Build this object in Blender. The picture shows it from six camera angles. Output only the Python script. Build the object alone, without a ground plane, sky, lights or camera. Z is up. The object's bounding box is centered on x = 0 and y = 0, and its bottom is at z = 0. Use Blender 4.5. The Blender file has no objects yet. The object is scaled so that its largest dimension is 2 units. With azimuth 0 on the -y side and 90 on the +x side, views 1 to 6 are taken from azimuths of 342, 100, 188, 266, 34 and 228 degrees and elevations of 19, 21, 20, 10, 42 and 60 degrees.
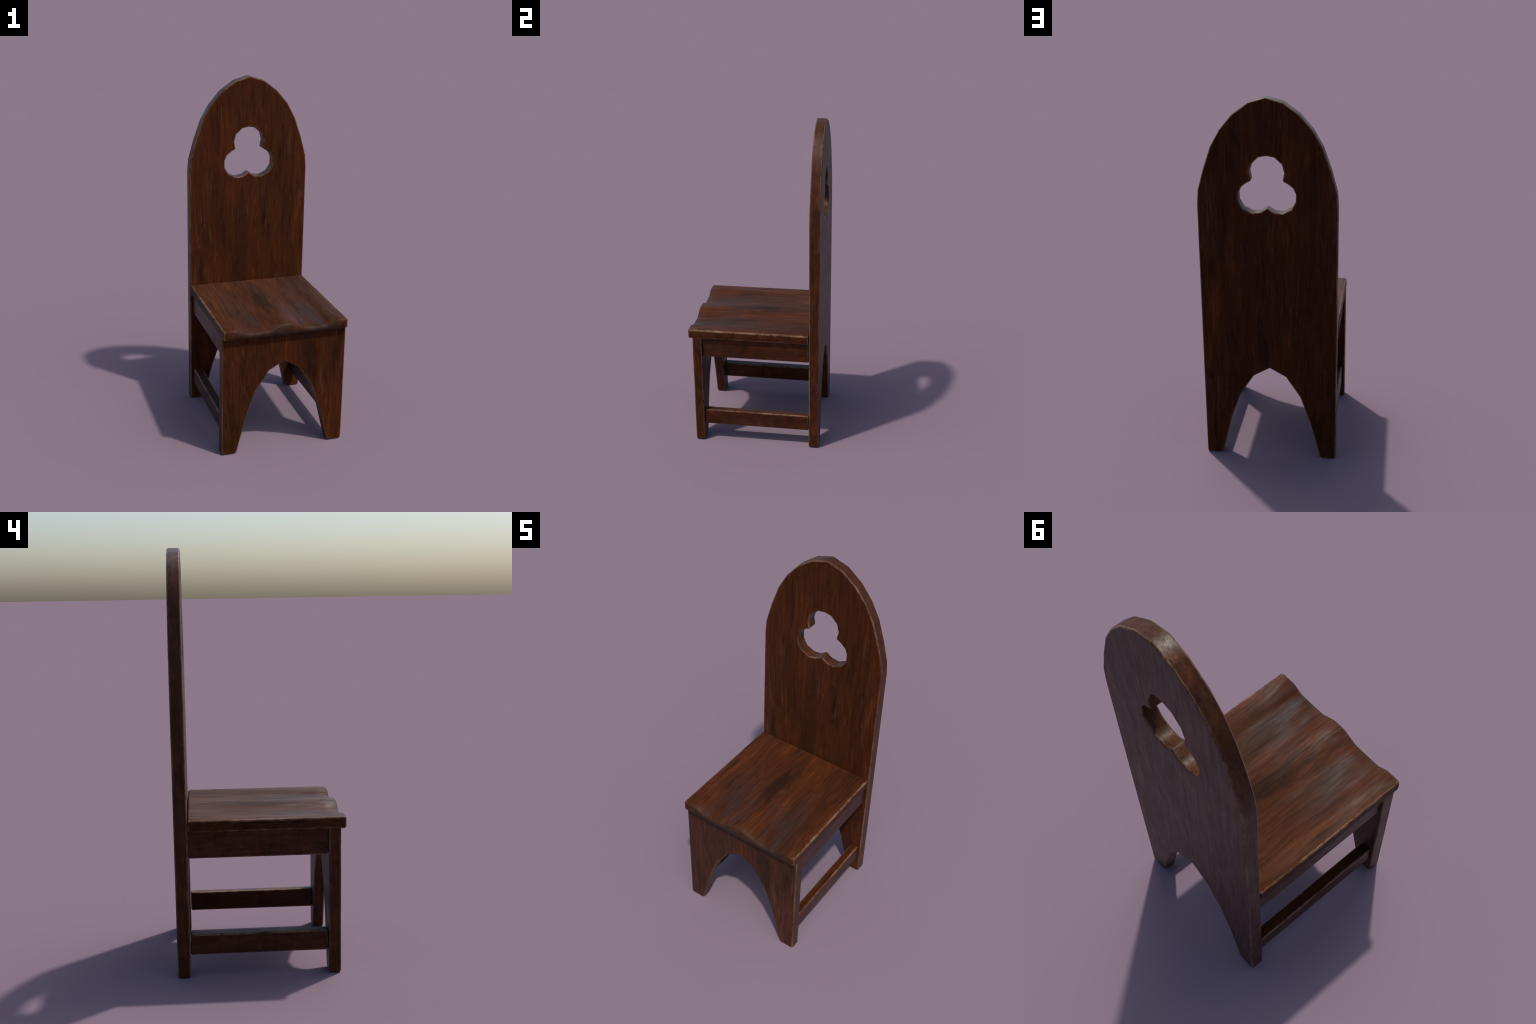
# Gothic plank chair: arched back board with a pierced trefoil, arched front
# leg board, saddled seat, two aprons and two stretchers, all in worn dark oak.
import bpy, bmesh
from math import radians, hypot
from mathutils import Vector, geometry

CH = 0.0065          # chamfer on every arris

# ------------------------------------------------------------------ materials
def make_wood(name, grain, seed=0.0, saddle=False, tone=1.0):
    """Stained, polished old wood. grain = index of the axis the fibres follow."""
    m = bpy.data.materials.new(name)
    m.use_nodes = True
    nt = m.node_tree
    N, L = nt.nodes, nt.links
    N.clear()

    def node(kind, **kw):
        n = N.new(kind)
        for k, v in kw.items():
            setattr(n, k, v)
        return n

    def put(n, sock, val):
        if hasattr(val, "is_linked") or isinstance(val, bpy.types.NodeSocket):
            L.new(val, n.inputs[sock])
        else:
            n.inputs[sock].default_value = val

    def math(op, a, b=0.0, c=0.0, clamp=False):
        n = node("ShaderNodeMath", operation=op, use_clamp=clamp)
        put(n, 0, a); put(n, 1, b); put(n, 2, c)
        return n.outputs[0]

    def remap(v, lo, hi, a=0.0, b=1.0, smooth=True):
        n = node("ShaderNodeMapRange",
                 interpolation_type="SMOOTHSTEP" if smooth else "LINEAR")
        put(n, "Value", v); put(n, "From Min", lo); put(n, "From Max", hi)
        put(n, "To Min", a); put(n, "To Max", b)
        return n.outputs["Result"]

    def mix(fac, a, b, mode="MIX"):
        n = node("ShaderNodeMix", data_type="RGBA", blend_type=mode)
        put(n, 0, fac); put(n, 6, a); put(n, 7, b)
        return n.outputs[2]

    def coords(across, along, axis=grain, off=0.0):
        s = [across] * 3
        s[axis] = along
        mp = node("ShaderNodeMapping")
        mp.inputs["Scale"].default_value = s
        mp.inputs["Location"].default_value = (seed * 3.1 + off, seed * 1.7 - off, seed * 2.3 + off * 2)
        L.new(warped, mp.inputs["Vector"])
        return mp.outputs[0]

    def noise(vec, detail=3.0, rough=0.55, dist=0.0):
        n = node("ShaderNodeTexNoise")
        n.inputs["Scale"].default_value = 1.0
        n.inputs["Detail"].default_value = detail
        n.inputs["Roughness"].default_value = rough
        n.inputs["Distortion"].default_value = dist
        L.new(vec, n.inputs["Vector"])
        return n.outputs["Fac"]

    tc = node("ShaderNodeTexCoord")
    # fibres wander slightly from side to side
    wn = node("ShaderNodeTexNoise")
    ms = [5.0] * 3
    ms[grain] = 2.2
    wm = node("ShaderNodeMapping")
    wm.inputs["Scale"].default_value = ms
    wm.inputs["Location"].default_value = (seed, seed * 2, seed * 3)
    L.new(tc.outputs["Object"], wm.inputs["Vector"])
    L.new(wm.outputs[0], wn.inputs["Vector"])
    wn.inputs["Scale"].default_value = 1.0
    wn.inputs["Detail"].default_value = 2.0
    sub = node("ShaderNodeVectorMath", operation="SUBTRACT")
    L.new(wn.outputs["Color"], sub.inputs[0])
    sub.inputs[1].default_value = (0.5, 0.5, 0.5)
    amp = node("ShaderNodeVectorMath", operation="SCALE")
    L.new(sub.outputs[0], amp.inputs[0])
    amp.inputs["Scale"].default_value = 0.05
    add = node("ShaderNodeVectorMath", operation="ADD")
    L.new(tc.outputs["Object"], add.inputs[0])
    L.new(amp.outputs[0], add.inputs[1])
    warped = add.outputs[0]

    sepP = node("ShaderNodeSeparateXYZ")
    L.new(tc.outputs["Object"], sepP.inputs[0])
    geo = node("ShaderNodeNewGeometry")
    sepN = node("ShaderNodeSeparateXYZ")
    L.new(geo.outputs["True Normal"], sepN.inputs[0])
    nrm = [math("ABSOLUTE", sepN.outputs[i]) for i in range(3)]
    if grain == 2:
        side = remap(nrm[1], 0.80, 0.60)        # sawn rims of the upright boards
        slope = nrm[1]
    else:
        side = remap(nrm[0], 0.75, 0.90)        # outer faces of rails and seat
        slope = nrm[0]
    chamfered = math("MULTIPLY", remap(slope, 0.25, 0.35), remap(slope, 0.97, 0.92))

    broad = noise(coords(10.0, 1.5), 3.0, 0.55, 0.3)
    streak = noise(coords(85.0, 4.5, off=4.0), 4.0, 0.62)
    fine = noise(coords(290.0, 13.0, off=9.0), 2.0, 0.6)
    blotch = noise(coords(9.0, 2.0 if grain == 2 else 3.0, off=15.0), 5.0, 0.62, 0.8)
    figure = noise(coords(24.0, 4.0, off=77.0), 5.0, 0.65, 0.8)
    veins = noise(coords(75.0, 7.0, off=21.0), 3.0, 0.65, 0.5)
    ca = 2 if grain == 2 else 1
    cross = noise(coords(14.0, 190.0, axis=ca, off=27.0), 2.0, 0.6)
    bands = noise(coords(9.0, 34.0, axis=1, off=29.0), 3.0, 0.6)

    g = math("ADD", math("MULTIPLY", math("ADD", math("MULTIPLY", broad, 0.58), math("MULTIPLY", figure, 0.42)), 0.64 if saddle else 0.58), math("MULTIPLY", streak, 0.20 if saddle else 0.25))
    g = math("ADD", g, math("MULTIPLY", fine, 0.16 if saddle else 0.17))
    # rims show short, mottled figure instead of long streaks
    mott = noise(coords(26.0, 15.0, axis=ca, off=71.0), 5.0, 0.65)
    gs = math("ADD", math("MULTIPLY", mott, 0.62), math("MULTIPLY", cross, 0.22))
    gs = math("ADD", gs, math("MULTIPLY", fine, 0.16))
    fm = node("ShaderNodeMix", data_type="FLOAT")
    put(fm, 0, math("MULTIPLY", side, 0.8)); put(fm, 2, g); put(fm, 3, gs)
    g = fm.outputs[0]
    ramp = node("ShaderNodeValToRGB")
    cr = ramp.color_ramp
    cr.elements[0].position = 0.33
    cr.elements[0].color = (0.0160, 0.0052, 0.0020, 1)
    cr.elements[1].position = 0.68
    cr.elements[1].color = (0.1250, 0.0345, 0.0074, 1)
    e = cr.elements.new(0.44); e.color = (0.0330, 0.0092, 0.0028, 1)
    e = cr.elements.new(0.55); e.color = (0.0540, 0.0145, 0.0038, 1)
    L.new(g, ramp.inputs[0])
    col = ramp.outputs[0]

    # dark stain patches and dark open veins
    dark = (0.0085, 0.0036, 0.0020, 1)
    col = mix(math("MULTIPLY", math("MULTIPLY", remap(blotch, 0.53, 0.70), math("MULTIPLY_ADD", side, -0.5, 1.0)), 0.68), col, dark)
    col = mix(math("MULTIPLY", math("MULTIPLY", remap(veins, 0.57, 0.70), math("MULTIPLY_ADD", side, -0.6, 1.0)), 0.40 if saddle else 0.55), col, dark)
    if grain == 2:
        col = mix(side, col, mix(1.0, col, (1.06, 1.12, 0.95, 1), "MULTIPLY"))
    # saw marks across board edges
    cmask = math("MULTIPLY", side, remap(cross, 0.50, 0.66))
    col = mix(math("MULTIPLY", cmask, 0.30), col, dark)
    col = mix(math("MULTIPLY", math("MULTIPLY", side, remap(bands, 0.54, 0.68)), 0.40), col, dark)

    if saddle:
        # dark grey-brown patches in the two hollows, strongest at the front lip
        ax = math("ABSOLUTE", sepP.outputs[0])
        hollow = math("SUBTRACT", 1.0, remap(math("ABSOLUTE", math("SUBTRACT", ax, 0.165)), 0.03, 0.15))
        front = remap(sepP.outputs[1], 0.16, -0.37, 0.0, 1.0)
        lipmid = math("MULTIPLY", remap(sepP.outputs[1], -0.365, -0.397), remap(ax, 0.335, 0.27))
        pm = noise(coords(13.0, 3.0, off=33.0), 4.0, 0.6, 0.3)
        hollow2 = remap(sepP.outputs[1], 0.0, -0.30, 0.25, 1.0)
        grey_patch = math("MULTIPLY", math("MULTIPLY", hollow, front), remap(pm, 0.36, 0.62))
        col = mix(math("MULTIPLY", grey_patch, 0.8), col, (0.0200, 0.0140, 0.0125, 1))
        col = mix(math("MULTIPLY", lipmid, remap(pm, 0.34, 0.62, 0.35, 0.80)), col, (0.0300, 0.0170, 0.0120, 1))

    # pale rubbed fibres and scratches
    scr = noise(coords(150.0, 7.0, off=41.0), 2.0, 0.6)
    scm = noise(coords(8.0, 3.5, off=47.0), 3.0, 0.6)
    scratch = math("MULTIPLY", remap(scr, 0.57, 0.68), remap(scm, 0.48, 0.62))
    flat = math("MULTIPLY_ADD", side, -0.85 if grain == 2 else -0.2, 1.0)
    scratch = math("MULTIPLY", scratch, flat)
    col = mix(math("MULTIPLY", scratch, 0.18 if saddle else 0.34), col, (0.120, 0.066, 0.042, 1))
    haze = noise(coords(16.0, 7.0, off=53.0), 5.0, 0.7)
    hz = math("MULTIPLY", math("MULTIPLY", remap(haze, 0.60, 0.76), flat), 0.16)
    col = mix(hz, col, (0.075, 0.048, 0.035, 1))

    # worn arrises
    bev = node("ShaderNodeBevel", samples=6)
    bev.inputs["Radius"].default_value = 0.014 if saddle else 0.011
    tn = node("ShaderNodeVectorMath", operation="DOT_PRODUCT")
    L.new(bev.outputs[0], tn.inputs[0])
    L.new(geo.outputs["True Normal"], tn.inputs[1])
    bend = math("SUBTRACT", 1.0, tn.outputs["Value"])
    en = noise(coords(70.0, 30.0, off=61.0), 4.0, 0.65)
    en2 = noise(coords(9.0, 5.0, off=67.0), 2.0, 0.5)
    thr = math("MULTIPLY_ADD", en, -0.17, 0.115) if saddle else math("MULTIPLY_ADD", en, -0.12, 0.092)
    edge = remap(bend, thr, math("ADD", thr, 0.025))
    if grain == 2:
        edge = math("MULTIPLY", edge, math("MULTIPLY_ADD", side, -0.75, 1.0))
    edge = math("MAXIMUM", edge, math("MULTIPLY", chamfered, 0.68))
    edge = math("MULTIPLY", edge, remap(en2, 0.34, 0.62, 0.30, 0.95))
    edge = math("MULTIPLY", edge, remap(en, 0.38, 0.55, 0.25, 1.0))
    if saddle:
        edge = math("MULTIPLY", edge, math("MAXIMUM", remap(ax, 0.335, 0.348), math("MULTIPLY", remap(sepP.outputs[2], 0.714, 0.706), 0.4)))
    col = mix(edge, col, (0.190, 0.108, 0.066, 1))

    if tone != 1.0:
        col = mix(1.0, col, (tone, tone, tone, 1), "MULTIPLY")

    bsdf = node("ShaderNodeBsdfPrincipled")
    L.new(col, bsdf.inputs["Base Color"])
    if saddle:
        rough = math("ADD", remap(broad, 0.35, 0.65, 0.70, 0.56), math("MULTIPLY", front, -0.13))
    else:
        rough = math("ADD", remap(haze, 0.3, 0.75, 0.46, 0.58), math("MULTIPLY", side, -0.16))
    rough = math("ADD", rough, math("MULTIPLY", fine, 0.08))
    L.new(rough, bsdf.inputs["Roughness"])
    lw = node("ShaderNodeLayerWeight")
    lw.inputs["Blend"].default_value = 0.5
    top = {0: 0.26, 1: 0.66, 2: 0.66}[0 if saddle else grain]
    gloss = remap(lw.outputs["Facing"], 0.22, 0.85, 0.07 if saddle else 0.06, top)
    if not saddle:
        gloss = math("MULTIPLY_ADD", side, 0.13, math("MULTIPLY", gloss, math("MULTIPLY_ADD", side, -0.62, 1.0)))
    else:
        gloss = math("MULTIPLY_ADD", math("MULTIPLY", front, math("MULTIPLY", remap(pm, 0.40, 0.62), hollow2)), 0.10, gloss)
    L.new(math("MULTIPLY", gloss, remap(streak, 0.35, 0.65, 0.70, 1.25)), bsdf.inputs["Specular IOR Level"])
    bump = node("ShaderNodeBump")
    bump.inputs["Strength"].default_value = 0.25
    bump.inputs["Distance"].default_value = 0.0012
    L.new(math("ADD", math("MULTIPLY", streak, 0.7), math("MULTIPLY", fine, 0.6)), bump.inputs["Height"])
    L.new(bump.outputs[0], bsdf.inputs["Normal"])
    out = node("ShaderNodeOutputMaterial")
    L.new(bsdf.outputs[0], out.inputs[0])
    return m

# ------------------------------------------------------------------- geometry
def signed_area(p):
    return 0.5 * sum(a[0] * b[1] - b[0] * a[1] for a, b in zip(p, p[1:] + p[:1]))

def cut_corner(p, i, c):
    """Replace corner i of outline p by two points c away from it."""
    a, b, d = Vector(p[i - 1]), Vector(p[i]), Vector(p[(i + 1) % len(p)])
    return [tuple(b + (a - b).normalized() * c), tuple(b + (d - b).normalized() * c)]

def chamfer_corners(p, idx, c=CH):
    out = []
    for i in range(len(p)):
        out += cut_corner(p, i, c) if i in idx else [p[i]]
    return out

def edge_normal(a, b):
    d = (Vector(b) - Vector(a)).normalized()
    return Vector((d.y, -d.x))            # outward for a counter-clockwise loop

def offset_loop(p, c):
    out = []
    n = len(p)
    for i in range(n):
        n1, n2 = edge_normal(p[i - 1], p[i]), edge_normal(p[i], p[(i + 1) % n])
        k = (n1 + n2) / max(0.35, 1.0 + n1.dot(n2))
        out.append(tuple(Vector(p[i]) - k * c))
    return out

def board(name, outer, holes, d0, d1, place, mat, c=CH):
    """Plank with a sawn outline: flat faces at depths d0 and d1, chamfered rims.
    outer runs counter-clockwise, holes clockwise; place(u, v, depth) -> xyz."""
    verts, normals, faces = [], [], []

    def push(co, nr):
        verts.append(place(*co)); normals.append(place(*nr))
        return len(verts) - 1

    rims = {0: [], 1: []}
    for loop in [outer] + holes:
        n = len(loop)
        inner = offset_loop(loop, c)
        smooth = []
        for i in range(n):
            e1, e2 = edge_normal(loop[i - 1], loop[i]), edge_normal(loop[i], loop[(i + 1) % n])
            l1 = (Vector(loop[i]) - Vector(loop[i - 1])).length
            l2 = (Vector(loop[(i + 1) % n]) - Vector(loop[i])).length
            if e1.dot(e2) < 0.8:                   # broken corner: follow the longer side
                v = e1 * l1 ** 2 + e2 * l2 ** 2
            else:
                v = e1 + e2
            smooth.append(v.normalized())
        f0 = [push((q[0], q[1], d0), (0, 0, -1)) for q in inner]
        s0 = [push((q[0], q[1], d0 + c), (s.x, s.y, 0)) for q, s in zip(loop, smooth)]
        s1 = [push((q[0], q[1], d1 - c), (s.x, s.y, 0)) for q, s in zip(loop, smooth)]
        f1 = [push((q[0], q[1], d1), (0, 0, 1)) for q in inner]
        for r0, r1 in ((f0, s0), (s0, s1), (s1, f1)):
            for i in range(n):
                j = (i + 1) % n
                faces.append((r0[i], r0[j], r1[j], r1[i]))
        rims[0].append((inner, f0)); rims[1].append((inner, f1))
    for k in (0, 1):
        polys = [[Vector((q[0], q[1], 0)) for q in l] for l, _ in rims[k]]
        ids = [i for _, r in rims[k] for i in r]
        for t in geometry.tessellate_polygon(polys):
            faces.append(tuple(ids[i] for i in t))
    me = bpy.data.meshes.new(name)
    me.from_pydata(verts, [], faces)
    bm = bmesh.new(); bm.from_mesh(me)
    bmesh.ops.recalc_face_normals(bm, faces=bm.faces)
    bm.to_mesh(me); bm.free()
    me.polygons.foreach_set("use_smooth", [True] * len(me.polygons))
    me.normals_split_custom_set_from_vertices([Vector(v).normalized() for v in normals])
    me.materials.append(mat)
    return link(name, me)

def link(name, me):
    ob = bpy.data.objects.new(name, me)
    bpy.context.scene.collection.objects.link(ob)
    ob.parent = chair
    return ob

def mirrored(half):
    """Half outline from the centre line outward -> full list, left to right order."""
    left = [(-x, z) for x, z in half if x > 1e-6]
    return half, left

chair = bpy.data.objects.new("wooden_chair", None)
bpy.context.scene.collection.objects.link(chair)
chair["label"] = "dark brown gothic plank chair with arched trefoil back"
chair["category"] = "chair"

oak_upright = make_wood("dark_oak_back", 2, 1.0)
oak_front = make_wood("dark_oak_front", 2, 5.3)
oak_seat = make_wood("dark_oak_seat", 1, 2.2, saddle=True)
oak_rail = make_wood("dark_oak_rail", 1, 7.9)

def upright(u, v, d):
    return (u, d, v)

# --- arch sawn between the feet, shared by both boards (half, apex first)
ARCH = [(0.0, 0.5380), (0.0885, 0.4875), (0.1645, 0.3695), (0.2180, 0.2150), (0.2725, 0.0)]

def feet_outline(top_right_to_left, half_foot):
    """Counter-clockwise outline seen from the front (x right, z up)."""
    arch_lr = [(-x, z) for x, z in reversed(ARCH)] + ARCH[1:]
    p = [(-half_foot, 0.0)] + arch_lr + [(half_foot, 0.0)] + top_right_to_left
    n = len(arch_lr)
    return chamfer_corners(p, {0, 1, n, n + 1})

# --- back board: lancet head
HEAD = [(0.3600, 0.705), (0.3600, 1.452), (0.3540, 1.524), (0.3230, 1.637), (0.2830, 1.751),
        (0.2330, 1.8395), (0.1695, 1.9140), (0.0880, 1.9740), (0.0, 2.0)]
head = HEAD + [(-x, z) for x, z in reversed(HEAD[:-1])]
back_outline = feet_outline(head, 0.3585)

# --- trefoil: three lobes, half given from the top to the bottom cusp
LOBES = [(0.0, 1.7115), (0.0405, 1.7040), (0.0785, 1.6685), (0.0905, 1.6245), (0.0815, 1.5805),
         (0.1100, 1.5665), (0.1375, 1.5440), (0.1520, 1.5120), (0.1500, 1.4690), (0.1260, 1.4310),
         (0.0785, 1.4085), (0.0350, 1.4140), (0.0, 1.4375)]
HOLE_MID = 1.545
LOBES = [(x * (0.982 if z > 1.57 else 0.970), HOLE_MID + (z - HOLE_MID) * 0.982) for x, z in LOBES]
hole = LOBES + [(-x, z) for x, z in reversed(LOBES[1:-1])]      # clockwise
if signed_area(hole) > 0:
    hole.reverse()
cusps = {i for i, q in enumerate(hole)
         if any(abs(q[0]) == abs(LOBES[k][0]) and q[1] == LOBES[k][1] for k in (4, 12))}
hole = chamfer_corners(hole, cusps, 0.004)

board("backrest", back_outline, [hole], 0.3390, 0.401, upright, oak_upright)

# --- front leg board
TOP = 0.7130
front_outline = feet_outline(cut_corner([(0.3595, 0), (0.3595, TOP), (-0.3595, TOP)], 1, CH) +
                             cut_corner([(0.3595, TOP), (-0.3595, TOP), (-0.3595, 0)], 1, CH), 0.3595)
board("front_leg_board", front_outline, [], -0.3755, -0.3175, upright, oak_front)

# --- aprons under the seat and stretchers near the floor
def rail(name, x0, x1, y0, y1, z0, z1):
    sgn = 1 if x0 > 0 else -1
    rect = chamfer_corners([(y0, z0), (y1, z0), (y1, z1), (y0, z1)], {0, 1, 2, 3})
    a, b = min(x0, x1), max(x0, x1)
    board(name, rect, [], a, b, lambda u, v, d: (d, u, v), oak_rail)

for s in (1, -1):
    rail("side_apron", s * 0.3425, s * 0.2960, -0.3170, 0.3370, 0.5780, 0.7130)
    rail("side_stretcher", s * 0.3425, s * (0.2960 if s > 0 else 0.2890), -0.3170, 0.3370, 0.1080, 0.2085)

# --- seat: flat at the back, two hollows and a centre ridge worn in at the front
def build_seat():
    x_cols = [0.0, 0.034, 0.067, 0.102, 0.168, 0.234, 0.258, 0.283, 0.318, 0.3592]
    z_front = [0.7695, 0.7680, 0.7525, 0.7355, 0.7338, 0.7355, 0.7490, 0.7610, 0.7615, 0.7615]
    xs = [-x for x in reversed(x_cols[1:])] + x_cols
    zf = list(reversed(z_front[1:])) + z_front
    y0, y1, zb, zt = -0.4005, 0.3365, 0.7042, 0.7615
    rows = [0.0, 0.10, 0.20, 0.32, 0.46, 0.62, 0.8, 1.0]
    bm = bmesh.new()
    grid = []
    for t in rows:
        fade = 1.0 - t
        grid.append([bm.verts.new((x, y0 + (y1 - y0) * t, zt + (z - zt) * fade)) for x, z in zip(xs, zf)])
    nx, ny = len(xs), len(rows)
    for j in range(ny - 1):
        for i in range(nx - 1):
            bm.faces.new((grid[j][i], grid[j][i + 1], grid[j + 1][i + 1], grid[j + 1][i]))
    ring = grid[0] + [grid[j][-1] for j in range(1, ny)] + \
        list(reversed(grid[-1][:-1])) + [grid[j][0] for j in range(ny - 2, 0, -1)]
    low = [bm.verts.new((v.co.x, v.co.y, zb)) for v in ring]
    n = len(ring)
    for i in range(n):
        k = (i + 1) % n
        bm.faces.new((ring[k], ring[i], low[i], low[k]))
    bm.faces.new(list(reversed(low)))
    bmesh.ops.recalc_face_normals(bm, faces=bm.faces)
    bm.edges.ensure_lookup_table()
    corners = {(round(sx * 0.3592, 4), round(y, 4)) for sx in (-1, 1) for y in (y0, y1)}
    pick = []
    for e in bm.edges:
        a, b = e.verts
        ra, rb = a in ring, b in ring
        la, lb = a in low, b in low
        if (ra and rb and any(abs(f.normal.z) < 0.5 for f in e.link_faces)) or (la and lb):
            pick.append(e)
        elif (ra and lb or rb and la) and (round(a.co.x, 4), round(a.co.y, 4)) in corners:
            pick.append(e)
    bmesh.ops.bevel(bm, geom=pick, offset=0.0078, offset_type="OFFSET", segments=1,
                    profile=0.5, affect="EDGES", clamp_overlap=True)
    for f in bm.faces:
        f.smooth = True
    me = bpy.data.meshes.new("seat")
    bm.to_mesh(me); bm.free()
    me.materials.append(oak_seat)
    ob = link("seat", me)
    # flat faces stay flat, the worn front lip rolls over softly
    vn = []
    area = {v: Vector() for v in range(len(me.vertices))}
    for p in me.polygons:
        for v in p.vertices:
            area[v] += p.normal * p.area ** 1.5
    for v in me.vertices:
        soft = v.normal if v.co.y < y0 + 0.03 and abs(v.co.x) < 0.34 and v.co.z > zb + 0.005 else area[v.index]
        vn.append(Vector(soft).normalized())
    me.normals_split_custom_set_from_vertices(vn)
    return ob

build_seat()
